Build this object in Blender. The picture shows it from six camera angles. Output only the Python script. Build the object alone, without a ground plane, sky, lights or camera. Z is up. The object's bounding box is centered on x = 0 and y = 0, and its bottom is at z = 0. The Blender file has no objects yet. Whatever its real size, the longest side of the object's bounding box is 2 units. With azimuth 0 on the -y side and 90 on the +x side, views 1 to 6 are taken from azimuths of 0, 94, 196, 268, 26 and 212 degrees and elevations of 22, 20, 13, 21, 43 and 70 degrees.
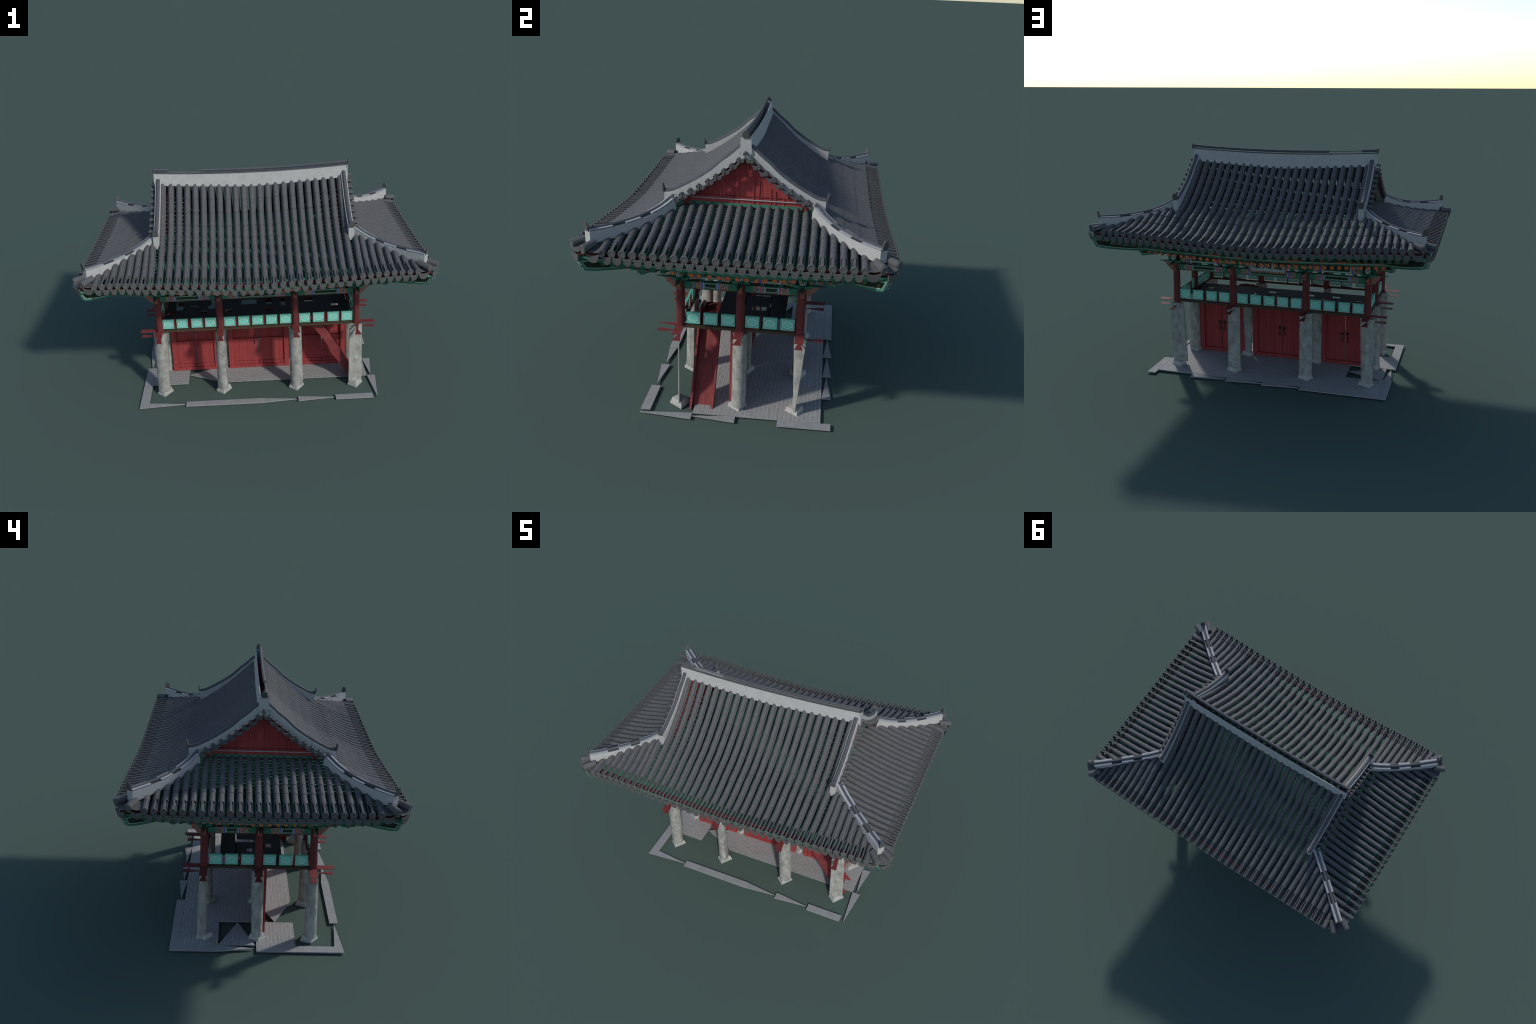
# Korean gate pavilion: tiled hip-and-gable roof on red posts and stone pillars,
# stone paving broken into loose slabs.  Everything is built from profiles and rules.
import bpy, math, random
from mathutils import Vector, Matrix

rnd = random.Random(11)
scene = bpy.context.scene

# ------------------------------------------------------------------ materials
def new_mat(name):
    m = bpy.data.materials.new(name)
    m.use_nodes = True
    nt = m.node_tree
    return m, nt, nt.nodes["Principled BSDF"]

def coords(nt, scale=(1, 1, 1)):
    tc = nt.nodes.new("ShaderNodeTexCoord")
    mp = nt.nodes.new("ShaderNodeMapping")
    mp.inputs["Scale"].default_value = scale
    nt.links.new(tc.outputs["Object"], mp.inputs["Vector"])
    return mp.outputs["Vector"]

def ramp(nt, fac, stops, mode="LINEAR"):
    r = nt.nodes.new("ShaderNodeValToRGB")
    r.color_ramp.interpolation = mode
    els = r.color_ramp.elements
    while len(els) < len(stops):
        els.new(0.5)
    for e, (p, c) in zip(els, stops):
        e.position = p
        e.color = (*c, 1)
    nt.links.new(fac, r.inputs["Fac"])
    return r.outputs["Color"]

def noise(nt, vec, scale, detail=4, rough=0.6):
    n = nt.nodes.new("ShaderNodeTexNoise")
    n.inputs["Scale"].default_value = scale
    n.inputs["Detail"].default_value = detail
    n.inputs["Roughness"].default_value = rough
    nt.links.new(vec, n.inputs["Vector"])
    return n.outputs["Fac"]

def mixc(nt, fac, a, b, blend="MIX"):
    n = nt.nodes.new("ShaderNodeMix")
    n.data_type = "RGBA"
    n.blend_type = blend
    for key, v in ((0, fac), (6, a), (7, b)):
        if isinstance(v, (int, float)):
            n.inputs[key].default_value = v
        elif isinstance(v, tuple):
            n.inputs[key].default_value = (*v, 1)
        else:
            nt.links.new(v, n.inputs[key])
    return n.outputs[2]

def math_n(nt, op, a, b=None, c=None):
    n = nt.nodes.new("ShaderNodeMath")
    n.operation = op
    for i, v in enumerate((a, b, c)):
        if v is None:
            continue
        if isinstance(v, (int, float)):
            n.inputs[i].default_value = v
        else:
            nt.links.new(v, n.inputs[i])
    return n.outputs[0]

def sepxyz(nt, vec):
    s = nt.nodes.new("ShaderNodeSeparateXYZ")
    nt.links.new(vec, s.inputs[0])
    return s.outputs

def scaled(c, f):
    return tuple(min(1, v * f) for v in c)

def speckle(name, col, lo=0.8, hi=1.15, scale=30, stretch=(1, 1, 1), rough=0.85, bump=0.0, fine=0.0):
    m, nt, b = new_mat(name)
    v = coords(nt, stretch)
    f = noise(nt, v, scale)
    c = ramp(nt, f, [(0.3, scaled(col, lo)), (0.7, scaled(col, hi))])
    if fine:
        g = noise(nt, v, scale * 7, 2)
        c = mixc(nt, fine, c, ramp(nt, g, [(0.35, scaled(col, 0.6)), (0.65, scaled(col, 1.35))]))
    nt.links.new(c, b.inputs["Base Color"])
    b.inputs["Roughness"].default_value = rough
    b.inputs["Specular IOR Level"].default_value = 0.25
    if bump:
        bp = nt.nodes.new("ShaderNodeBump")
        bp.inputs["Strength"].default_value = bump
        bp.inputs["Distance"].default_value = 0.002
        nt.links.new(f, bp.inputs["Height"])
        nt.links.new(bp.outputs[0], b.inputs["Normal"])
    return m

TILE_C = (0.094, 0.0955, 0.098)
TILE = speckle("roof_tile_grey", TILE_C, 0.82, 1.15, 45, (1, 1, 1), 0.8, 0.2, 0.35)
TILE_DARK = speckle("ridge_layer_slate", (0.078, 0.081, 0.088), 0.85, 1.15, 40)
TILE_MASK = speckle("end_tile_dark", (0.085, 0.088, 0.085), 0.7, 1.25, 160)
DISC = speckle("eave_disc_grey", (0.098, 0.098, 0.097), 0.6, 1.3, 260, (1, 1, 1), 0.85)
PLASTER = speckle("lime_plaster", (0.385, 0.385, 0.375), 0.9, 1.07, 30, (1, 1, 1), 0.9, 0.1, 0.25)
LEDGE = speckle("ridge_ledge_pale", (0.33, 0.34, 0.36), 0.92, 1.06, 60)
STONE = speckle("granite_pillar", (0.300, 0.298, 0.272), 0.55, 1.35, 32, (1, 1, 0.6), 0.9, 0.2, 0.2)
PLINTH = speckle("granite_plinth", (0.39, 0.385, 0.355), 0.8, 1.12, 40, (1, 1, 1), 0.9, 0.1, 0.2)
SLAB = speckle("granite_kerb", (0.270, 0.270, 0.270), 0.85, 1.12, 45, (1, 1, 1), 0.9, 0.1, 0.3)
RED = speckle("red_post_paint", (0.135, 0.030, 0.031), 0.85, 1.12, 25, (3, 3, 0.4), 0.7)
RED_ARM = speckle("red_beam_paint", (0.180, 0.034, 0.036), 0.75, 1.15, 60, (1, 1, 1), 0.75, 0, 0.25)
RED_DARK = speckle("red_eave_board", (0.13, 0.022, 0.020), 0.8, 1.15, 60)
RED_STAIR = speckle("red_stair_wood", (0.200, 0.038, 0.039), 0.75, 1.2, 30, (0.5, 6, 0.5), 0.7)
STRINGER = speckle("stringer_brown", (0.075, 0.020, 0.018), 0.6, 1.5, 40, (1, 1, 1), 0.8)
DECK = speckle("deck_dark_wood", (0.040, 0.040, 0.042), 0.8, 1.2, 30, (1, 8, 1))
SILL = speckle("sill_brown", (0.055, 0.042, 0.025), 0.8, 1.2, 30, (1, 8, 1))
GREEN = speckle("green_paint", (0.045, 0.175, 0.115), 0.85, 1.12, 40)
GREEN_DK = speckle("dark_green_paint", (0.018, 0.085, 0.055), 0.85, 1.12, 40)
GREEN_BOARD = speckle("roof_board_green", (0.065, 0.24, 0.150), 0.75, 1.15, 20)
INNER = speckle("dark_panel", (0.022, 0.034, 0.020), 0.8, 1.2, 30)
ORANGE = speckle("orange_paint", (0.48, 0.10, 0.03), 0.85, 1.1, 60)
WHITE = speckle("white_line", (0.42, 0.52, 0.48), 0.95, 1.05, 60)
YELLOW = speckle("yellow_line", (0.42, 0.38, 0.03), 0.95, 1.05, 60)
BLUE = speckle("blue_stripe", (0.075, 0.11, 0.40), 0.9, 1.1, 60)
CORAL = speckle("coral_stripe", (0.62, 0.15, 0.10), 0.9, 1.1, 60)
IRON = speckle("black_iron", (0.012, 0.012, 0.012), 0.8, 1.2, 80, (1, 1, 1), 0.5)
SHADOW_STRIP = speckle("painted_hollow_shadow", (0.045, 0.046, 0.050), 0.8, 1.2, 60)
INK = speckle("ink_black", (0.015, 0.015, 0.017), 0.9, 1.1, 60)
BOARD_WHITE = speckle("name_board_white", (0.36, 0.42, 0.43), 0.93, 1.05, 40)

def planks_red(name, pitch=0.021):
    """Red boards with dark joints, vertical streaks, slight plank-to-plank change."""
    m, nt, b = new_mat(name)
    v = coords(nt)
    x, y, z = sepxyz(nt, v)
    s = math_n(nt, "ADD", math_n(nt, "ADD", x, y), 5.0)
    t = math_n(nt, "ADD", math_n(nt, "DIVIDE", s, pitch), math_n(nt, "MULTIPLY", math_n(nt, "SINE", math_n(nt, "MULTIPLY", s, 61.0)), 0.35))
    fr = math_n(nt, "FRACT", t)
    joint = math_n(nt, "LESS_THAN", fr, 0.07)
    wn = nt.nodes.new("ShaderNodeTexWhiteNoise")
    wn.noise_dimensions = "1D"
    nt.links.new(math_n(nt, "FLOOR", t), wn.inputs["W"])
    base = ramp(nt, wn.outputs["Value"], [(0, (0.25, 0.034, 0.036)), (1, (0.34, 0.050, 0.050))])
    grain = noise(nt, coords(nt, (8, 8, 0.7)), 40)
    base = mixc(nt, 0.45, base, ramp(nt, grain, [(0.3, (0.17, 0.022, 0.024)), (0.7, (0.38, 0.068, 0.066))]))
    nt.links.new(mixc(nt, math_n(nt, "MULTIPLY", joint, 0.65), base, (0.10, 0.012, 0.012)), b.inputs["Base Color"])
    b.inputs["Roughness"].default_value = 0.75
    b.inputs["Specular IOR Level"].default_value = 0.25
    return m
DOOR = planks_red("red_door_planks", 0.019)
GABLE = planks_red("red_gable_planks", 0.030)

def brick_mat():
    m, nt, b = new_mat("grey_brick_paving")
    v = coords(nt)
    br = nt.nodes.new("ShaderNodeTexBrick")
    br.inputs["Color1"].default_value = (0.250, 0.248, 0.244, 1)
    br.inputs["Color2"].default_value = (0.285, 0.282, 0.278, 1)
    br.inputs["Mortar"].default_value = (0.52, 0.51, 0.50, 1)  # joints lightened to paint in the sun catching their relief
    br.inputs["Scale"].default_value = 1
    br.inputs["Brick Width"].default_value = 0.052
    br.inputs["Row Height"].default_value = 0.0215
    br.inputs["Mortar Size"].default_value = 0.0013
    br.inputs["Mortar Smooth"].default_value = 0.6
    nt.links.new(v, br.inputs["Vector"])
    g = noise(nt, coords(nt, (0.18, 1, 1)), 150)
    c = mixc(nt, 0.42, br.outputs["Color"], ramp(nt, g, [(0.3, (0.175, 0.173, 0.172)), (0.7, (0.335, 0.332, 0.328))]))
    nt.links.new(c, b.inputs["Base Color"])
    b.inputs["Roughness"].default_value = 0.9
    b.inputs["Specular IOR Level"].default_value = 0.2
    return m
BRICK = brick_mat()

def teal_panel():
    """Teal railing board with a cloud-shaped outline, on the part's own X/Z."""
    m, nt, b = new_mat("teal_railing_paint")
    v = coords(nt)
    x, y, z = sepxyz(nt, v)
    xx = math_n(nt, "DIVIDE", x, 0.0300)
    zz = math_n(nt, "DIVIDE", z, 0.0215)
    r = math_n(nt, "SQRT", math_n(nt, "ADD", math_n(nt, "MULTIPLY", xx, xx), math_n(nt, "MULTIPLY", zz, zz)))
    ang = math_n(nt, "ARCTAN2", zz, xx)
    wob = math_n(nt, "MULTIPLY", math_n(nt, "COSINE", math_n(nt, "MULTIPLY", ang, 8.0)), 0.016)
    r = math_n(nt, "ADD", r, wob)
    f = noise(nt, v, 60)
    base = ramp(nt, f, [(0.3, (0.135, 0.48, 0.37)), (0.7, (0.160, 0.54, 0.415))])
    inner = math_n(nt, "LESS_THAN", r, 0.80)
    c = mixc(nt, math_n(nt, "MULTIPLY", inner, 0.55), base, (0.21, 0.63, 0.49))
    for lo, hi, col in ((0.80, 0.90, (0.72, 0.80, 0.80)), (0.90, 1.0, (0.06, 0.10, 0.20))):
        ring = math_n(nt, "MULTIPLY", math_n(nt, "GREATER_THAN", r, lo), math_n(nt, "LESS_THAN", r, hi))
        c = mixc(nt, ring, c, col)
    nt.links.new(c, b.inputs["Base Color"])
    b.inputs["Roughness"].default_value = 0.6
    return m
TEAL = teal_panel()

def flower_end():
    m, nt, b = new_mat("rafter_flower_paint")
    x, y, z = sepxyz(nt, coords(nt))
    r = math_n(nt, "SQRT", math_n(nt, "ADD", math_n(nt, "MULTIPLY", x, x), math_n(nt, "MULTIPLY", y, y)))
    ang = math_n(nt, "ARCTAN2", y, x)
    pet = math_n(nt, "ABSOLUTE", math_n(nt, "COSINE", math_n(nt, "MULTIPLY", ang, 3.0)))
    lim = math_n(nt, "MULTIPLY_ADD", pet, 0.0045, 0.0085)
    c = mixc(nt, math_n(nt, "LESS_THAN", r, lim), (0.02, 0.09, 0.08), (0.72, 0.14, 0.06))
    c = mixc(nt, math_n(nt, "LESS_THAN", r, 0.0062), c, (0.50, 0.05, 0.03))
    c = mixc(nt, math_n(nt, "LESS_THAN", r, 0.0038), c, (0.62, 0.42, 0.05))
    nt.links.new(c, b.inputs["Base Color"])
    b.inputs["Roughness"].default_value = 0.6
    return m
FLOWER = flower_end()

def dancheong(name, scale=190):
    """Small many-coloured painted ornament: cells of red, green, blue, ochre."""
    m, nt, b = new_mat(name)
    v = coords(nt)
    vo = nt.nodes.new("ShaderNodeTexVoronoi")
    vo.inputs["Scale"].default_value = scale
    nt.links.new(v, vo.inputs["Vector"])
    s = nt.nodes.new("ShaderNodeSeparateColor")
    nt.links.new(vo.outputs["Color"], s.inputs[0])
    c = ramp(nt, s.outputs[0], [(0.0, (0.05, 0.17, 0.11)), (0.28, (0.40, 0.07, 0.05)), (0.45, (0.07, 0.09, 0.30)),
                                (0.58, (0.50, 0.22, 0.08)), (0.74, (0.03, 0.09, 0.06)), (0.88, (0.36, 0.06, 0.10))], "CONSTANT")
    edge = math_n(nt, "GREATER_THAN", vo.outputs["Distance"], 0.72)
    nt.links.new(mixc(nt, math_n(nt, "MULTIPLY", edge, 0.7), c, (0.40, 0.42, 0.30)), b.inputs["Base Color"])
    b.inputs["Roughness"].default_value = 0.65
    return m
PATTERN = dancheong("painted_ornament")
PATTERN_BIG = dancheong("painted_flower_ornament", 95)

def scroll_paint():
    m, nt, b = new_mat("scroll_ornament_paint")
    w = nt.nodes.new("ShaderNodeTexWave")
    w.wave_type = "RINGS"
    w.rings_direction = "SPHERICAL"
    w.inputs["Scale"].default_value = 28
    w.inputs["Distortion"].default_value = 9
    w.inputs["Detail"].default_value = 1
    w.inputs["Detail Scale"].default_value = 3
    nt.links.new(coords(nt), w.inputs["Vector"])
    nt.links.new(ramp(nt, w.outputs["Fac"], [(0, (0.16, 0.22, 0.16)), (0.40, (0.40, 0.06, 0.05))], "CONSTANT"), b.inputs["Base Color"])
    return m
SCROLL = scroll_paint()

def lattice_white():
    """White knot ornament on black (beam ends)."""
    m, nt, b = new_mat("white_knot_ornament")
    vo = nt.nodes.new("ShaderNodeTexVoronoi")
    vo.feature = "DISTANCE_TO_EDGE"
    vo.inputs["Scale"].default_value = 130
    nt.links.new(coords(nt), vo.inputs["Vector"])
    nt.links.new(ramp(nt, vo.outputs["Distance"], [(0, (0.02, 0.03, 0.035)), (0.16, (0.55, 0.60, 0.62))], "CONSTANT"), b.inputs["Base Color"])
    return m
KNOT = lattice_white()

def emblem_white():
    m, nt, b = new_mat("white_blossom_emblem")
    x, y, z = sepxyz(nt, coords(nt))
    r = math_n(nt, "SQRT", math_n(nt, "ADD", math_n(nt, "MULTIPLY", x, x), math_n(nt, "MULTIPLY", z, z)))
    ang = math_n(nt, "ARCTAN2", z, x)
    pet = math_n(nt, "GREATER_THAN", math_n(nt, "COSINE", math_n(nt, "MULTIPLY", ang, 8.0)), -0.25)
    band = math_n(nt, "MULTIPLY", math_n(nt, "GREATER_THAN", r, 0.003), math_n(nt, "LESS_THAN", r, 0.0175))
    nt.links.new(mixc(nt, math_n(nt, "MULTIPLY", pet, band), (0.02, 0.035, 0.03), (0.42, 0.47, 0.47)), b.inputs["Base Color"])
    return m
EMBLEM = emblem_white()

# ------------------------------------------------------------------ mesh helper
class Build:
    def __init__(self):
        self.v, self.f, self.mi, self.mats = [], [], [], []
    def m(self, mat):
        if mat not in self.mats:
            self.mats.append(mat)
        return self.mats.index(mat)
    def face(self, idx, mat):
        self.f.append(tuple(idx)); self.mi.append(self.m(mat))
    def add(self, pts):
        n = len(self.v)
        self.v += [tuple(p) for p in pts]
        return n
    def hexa(self, bottom, top, mat, cap=None):
        """closed solid between two rings with the same number of points"""
        n = len(bottom)
        a = self.add(bottom); b = self.add(top)
        for i in range(n):
            j = (i + 1) % n
            self.face((a + i, a + j, b + j, b + i), mat)
        self.face([a + i for i in reversed(range(n))], cap or mat)
        self.face([b + i for i in range(n)], cap or mat)
    def box(self, c, s, mat, rot=None):
        x, y, z = (k / 2 for k in s)
        pts = [Vector(p) for p in ((-x, -y, -z), (x, -y, -z), (x, y, -z), (-x, y, -z),
                                   (-x, -y, z), (x, -y, z), (x, y, z), (-x, y, z))]
        if rot is not None:
            pts = [rot @ p for p in pts]
        pts = [p + Vector(c) for p in pts]
        self.hexa(pts[:4], pts[4:], mat)
    def span(self, lo, hi, mat):
        self.box([(a + b) / 2 for a, b in zip(lo, hi)], [abs(b - a) for a, b in zip(lo, hi)], mat)
    def plate(self, poly, z0, z1, mat):
        self.hexa([(x, y, z0) for x, y in poly], [(x, y, z1) for x, y in poly], mat)
    def ring_loft(self, rings, mat, caps=True, capmat=None):
        n = len(rings[0])
        starts = [self.add(r) for r in rings]
        for a, b in zip(starts, starts[1:]):
            for i in range(n):
                j = (i + 1) % n
                self.face((a + i, a + j, b + j, b + i), mat)
        if caps:
            self.face([starts[0] + i for i in reversed(range(n))], capmat or mat)
            self.face([starts[-1] + i for i in range(n)], capmat or mat)
    def obj(self, name, parent, smooth=None, fix=True):
        me = bpy.data.meshes.new(name)
        me.from_pydata(self.v, [], self.f)
        for mt in self.mats:
            me.materials.append(mt)
        me.polygons.foreach_set("material_index", self.mi)
        if fix:
            import bmesh
            bm = bmesh.new(); bm.from_mesh(me)
            bmesh.ops.recalc_face_normals(bm, faces=bm.faces)
            bm.to_mesh(me); bm.free()
        if smooth:
            me.shade_smooth()
            me.set_sharp_from_angle(angle=math.radians(smooth))
        me.update()
        return put(name, me, parent)

def put(name, data, parent, loc=None, rot=None):
    o = bpy.data.objects.new(name, data)
    scene.collection.objects.link(o)
    o.parent = parent
    if loc is not None:
        o.location = loc
    if rot is not None:
        o.rotation_euler = rot
    return o

def lerp(a, b, t):
    return a + (b - a) * t

def curve(table):
    """smooth interpolation through (x, y) knots (monotone cubic)"""
    xs = [p[0] for p in table]; ys = [p[1] for p in table]
    n = len(xs)
    d = [(ys[i + 1] - ys[i]) / (xs[i + 1] - xs[i]) for i in range(n - 1)]
    mt = [d[0]] + [0 if d[i - 1] * d[i] <= 0 else 2 * d[i - 1] * d[i] / (d[i - 1] + d[i]) for i in range(1, n - 1)] + [d[-1]]
    def f(x):
        x = min(max(x, xs[0]), xs[-1])
        i = 0
        while i < n - 2 and x > xs[i + 1]:
            i += 1
        h = xs[i + 1] - xs[i]; t = (x - xs[i]) / h
        return ((1 + 2 * t) * (1 - t) ** 2 * ys[i] + t * (1 - t) ** 2 * h * mt[i]
                + t * t * (3 - 2 * t) * ys[i + 1] + t * t * (t - 1) * h * mt[i + 1])
    return f

root = bpy.data.objects.new("gate_pavilion", None)
scene.collection.objects.link(root)
root["label"] = "Korean gate pavilion with grey tiled hip-and-gable roof, red posts, stone pillars"
root["category"] = "gate pavilion"

# ------------------------------------------------------------------ roof surface
# height of the tops of the cover tiles: long slopes by |y|, end slopes by |x|
P_front = curve([(0.0, 1.296), (0.03, 1.270), (0.10, 1.204), (0.17, 1.140), (0.23, 1.093), (0.29, 1.051), (0.35, 1.014),
                 (0.435, 0.977), (0.50, 0.946), (0.56, 0.923), (0.61, 0.908), (0.685, 0.896), (0.72, 0.891)])
P_side = curve([(0.50, 1.058), (0.53, 1.047), (0.57, 1.034), (0.629, 1.014), (0.678, 0.999), (0.729, 0.983), (0.778, 0.970),
                (0.829, 0.959), (0.872, 0.950), (0.91, 0.944), (0.975, 0.931), (1.02, 0.925)])
def lift(x):
    x = abs(x)
    return 0.044 * min(1.0, (x / 0.75)) ** 1.25
def front_z(x, y):
    return P_front(abs(y)) + lift(x)
def side_z(x, y):
    return P_side(abs(x)) + 0.005 * (abs(y) / 0.5) ** 2

R_TILE = 0.0155
def d_section(c, right, up, r, n=9, a0=-20, a1=200, floor=True):
    pts = []
    for i in range(n):
        a = math.radians(lerp(a0, a1, i / (n - 1)))
        pts.append(c + right * (math.cos(a) * r) + up * (math.sin(a) * r))
    return pts

def path_frame(path, t, side):
    e = 0.004
    a, b = path(max(0, t - e)), path(min(1, t + e))
    fwd = (b - a).normalized()
    up = side.cross(fwd).normalized()
    if up.z < 0:
        up = -up
    return fwd, up

def arc_slab(bu, p0, p1, right, up, r, a0, a1, thick, mat, n=4):
    """thin curved strip of tile between two stations"""
    rings = []
    for p in (p0, p1):
        outer, inner = [], []
        for i in range(n):
            a = math.radians(lerp(a0, a1, i / (n - 1)))
            d = right * math.cos(a) + up * math.sin(a)
            outer.append(p + d * r); inner.append(p + d * (r - thick))
        rings.append(outer + inner[::-1])
    bu.hexa(rings[0], rings[1], mat)

def disc_mesh():
    """teardrop end tile of a cover row: local +Y faces out"""
    bu = Build()
    n = 14
    out = []
    for i in range(n):
        a = 2 * math.pi * i / n
        x, z = 0.0172 * math.cos(a), 0.0172 * math.sin(a)
        if z < 0:
            z *= 1.45; x *= 1 - 0.22 * abs(math.sin(a)) ** 2
        out.append((x, z))
    bu.ring_loft([[(x, -0.003, z) for x, z in out], [(x, 0.002, z) for x, z in out],
                  [(x * 0.8, 0.0045, z * 0.8) for x, z in out], [(x * 0.72, 0.0030, z * 0.72) for x, z in out]], DISC)
    o = bu.obj("eave_disc", None, 40); me = o.data
    bpy.data.objects.remove(o)
    return me
def tongue_mesh(w=0.0200, tall=1.24):
    """down-hanging end of a trough tile: wide curved top, rounded lower tip"""
    bu = Build()
    prof = [(-1.05, 0.55), (-0.90, -0.10), (-0.74, -0.65), (-0.45, -1.02), (0, -1.14),
            (0.45, -1.02), (0.74, -0.65), (0.90, -0.10), (1.05, 0.55), (0.5, 0.25), (0, 0.15), (-0.5, 0.25)]
    pts = [(x * w, z * w * tall) for x, z in prof]
    bu.hexa([(x, -0.003, z) for x, z in pts], [(x * 0.97, 0.003, z) for x, z in pts], DISC)
    o = bu.obj("trough_end", None); me = o.data
    bpy.data.objects.remove(o)
    return me
DISC_ME = disc_mesh()
TONGUE_ME = tongue_mesh()
TONGUE_WIDE = tongue_mesh(0.031, 0.80)

roof_objs = []
JOINTS = [0.03, 0.105, 0.175, 0.245, 0.315, 0.385, 0.455, 0.530, 0.608]

def tile_row(path, side, joints, hollow=True, r=R_TILE, name="tile_row"):
    """one run of half-round cover tiles; path(t) gives the tops; joints in t, last joint = start of eave tile"""
    bu = Build()
    ends = joints + [1.0]
    for i in range(len(ends) - 1):
        t0, t1 = ends[i], ends[i + 1]
        last = i == len(ends) - 2
        jit = rnd.uniform(-0.0006, 0.0006)
        if last and hollow:
            # broken eave tile: a crown strip and two flank strips with gaps between
            for k in range(2):
                ta, tb = lerp(t0, t1, k / 2), lerp(t0, t1, (k + 1) / 2)
                fa, ua = path_frame(path, ta, side); fb, ub = path_frame(path, tb, side)
                pa, pb = path(ta) - ua * r, path(tb) - ub * r
                arc_slab(bu, pa, pb, side, ua, r, 71, 109, 0.004, TILE)
                arc_slab(bu, pa, pb, side, ua, r * 0.98, -28, 10, 0.004, TILE)
                arc_slab(bu, pa, pb, side, ua, r * 0.98, 170, 208, 0.004, TILE)
                arc_slab(bu, pa - ua * 0.004, pb - ua * 0.004, side, ua, r * 0.62, 100 + 20 * k, 150, 0.003, TILE, 3)
            continue
        rings = []
        for k in range(4):
            t = lerp(t0, t1, k / 3)
            f, u = path_frame(path, t, side)
            rr = r * lerp(0.91, 1.05, k / 3)
            if i == 0 and k == 0:
                rr *= 0.75
            c = path(t) - u * r + side * jit
            rings.append(d_section(c, side, u, rr))
        bu.ring_loft(rings, TILE)
    o = bu.obj(name, root, 50)
    return o

def trough(bu, path_l, path_r, side, length, piece=0.0215, rung=None, wl=0.0064, wr=0.0064):
    """remains of the trough tiles between two cover rows: lapped flank strips, here and there a lip across"""
    n = max(2, int(length / piece))
    for i in range(n):
        t0, t1 = i / n, (i + 1.12) / n
        t1 = min(t1, 1.0)
        for s, path in ((1, path_l), (-1, path_r)):
            f, u = path_frame(path, t0, side)
            a0 = path(t0) - u * (R_TILE + 0.001); a1 = path(t1) - u * (R_TILE - 0.0010)
            w = wl if s == 1 else wr
            sd = side * s
            q = [a0 + sd * 0.012, a0 + sd * (0.0125 + w) - u * 0.006, a0 + sd * (0.0125 + w) - u * 0.009, a0 + sd * 0.012 - u * 0.003]
            d = a1 - a0
            bu.hexa(q, [p + d for p in q], TILE)
        if rung and rung(t0):
            a = path_l(t0); b = path_r(t0)
            f, u = path_frame(path_l, t0, side)
            g0 = a + side * 0.016 - u * (R_TILE + 0.013); g1 = b - side * 0.016 - u * (R_TILE + 0.013)
            q = [g0, g0 + f * 0.0045, g0 + f * 0.0045 - u * 0.002, g0 - u * 0.002]
            bu.hexa(q, [p + (g1 - g0) for p in q], TILE_DARK)

def eave_rot(direction):
    """rotation so local +Y looks along direction (plan), slightly tilted down"""
    return (math.radians(-8), 0, math.atan2(direction[1], direction[0]) - math.pi / 2)

# hip line in plan, start where the gable ridge ends
HIP0, HIP1 = Vector((0.600, -0.340)), Vector((0.930, -0.612))
def hip_y_at(x):
    return lerp(HIP0.y, HIP1.y, (x - HIP0.x) / (HIP1.x - HIP0.x))
def hip_x_at(y):
    return lerp(HIP0.x, HIP1.x, (abs(y) - abs(HIP0.y)) / (abs(HIP1.y) - abs(HIP0.y)))

EAVE_Y = 0.680
EAVE_XS = {-1: 0.982, 1: 0.971}
def x_eave(k):
    a = abs(k)
    v = 0.0479 * min(a, 12) + max(0, a - 12) * 0.0424
    return math.copysign(v, k) if k else 0.0
def x_top(k):
    a = abs(k)
    if a <= 12:
        return math.copysign(0.0484 * a, k) if k else 0.0
    return math.copysign(0.612 + (a - 13) * 0.0415, k)

def front_path(k, s):
    """s = -1 front slope, +1 rear slope; returns path, total plan length, start y"""
    xt, xe = x_top(k), x_eave(k)
    y0 = 0.026 if abs(k) <= 11 else (0.362 if abs(k) == 12 else abs(hip_y_at(abs(xt))) + 0.016)
    def p(t):
        y = lerp(y0, EAVE_Y, t)
        x = lerp(xt, xe, (y - 0.03) / (EAVE_Y - 0.03)) if abs(k) <= 11 else lerp(xt, xe, t)
        return Vector((x, s * y, front_z(x, y) + 0.001))
    return p, EAVE_Y - y0, y0

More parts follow.
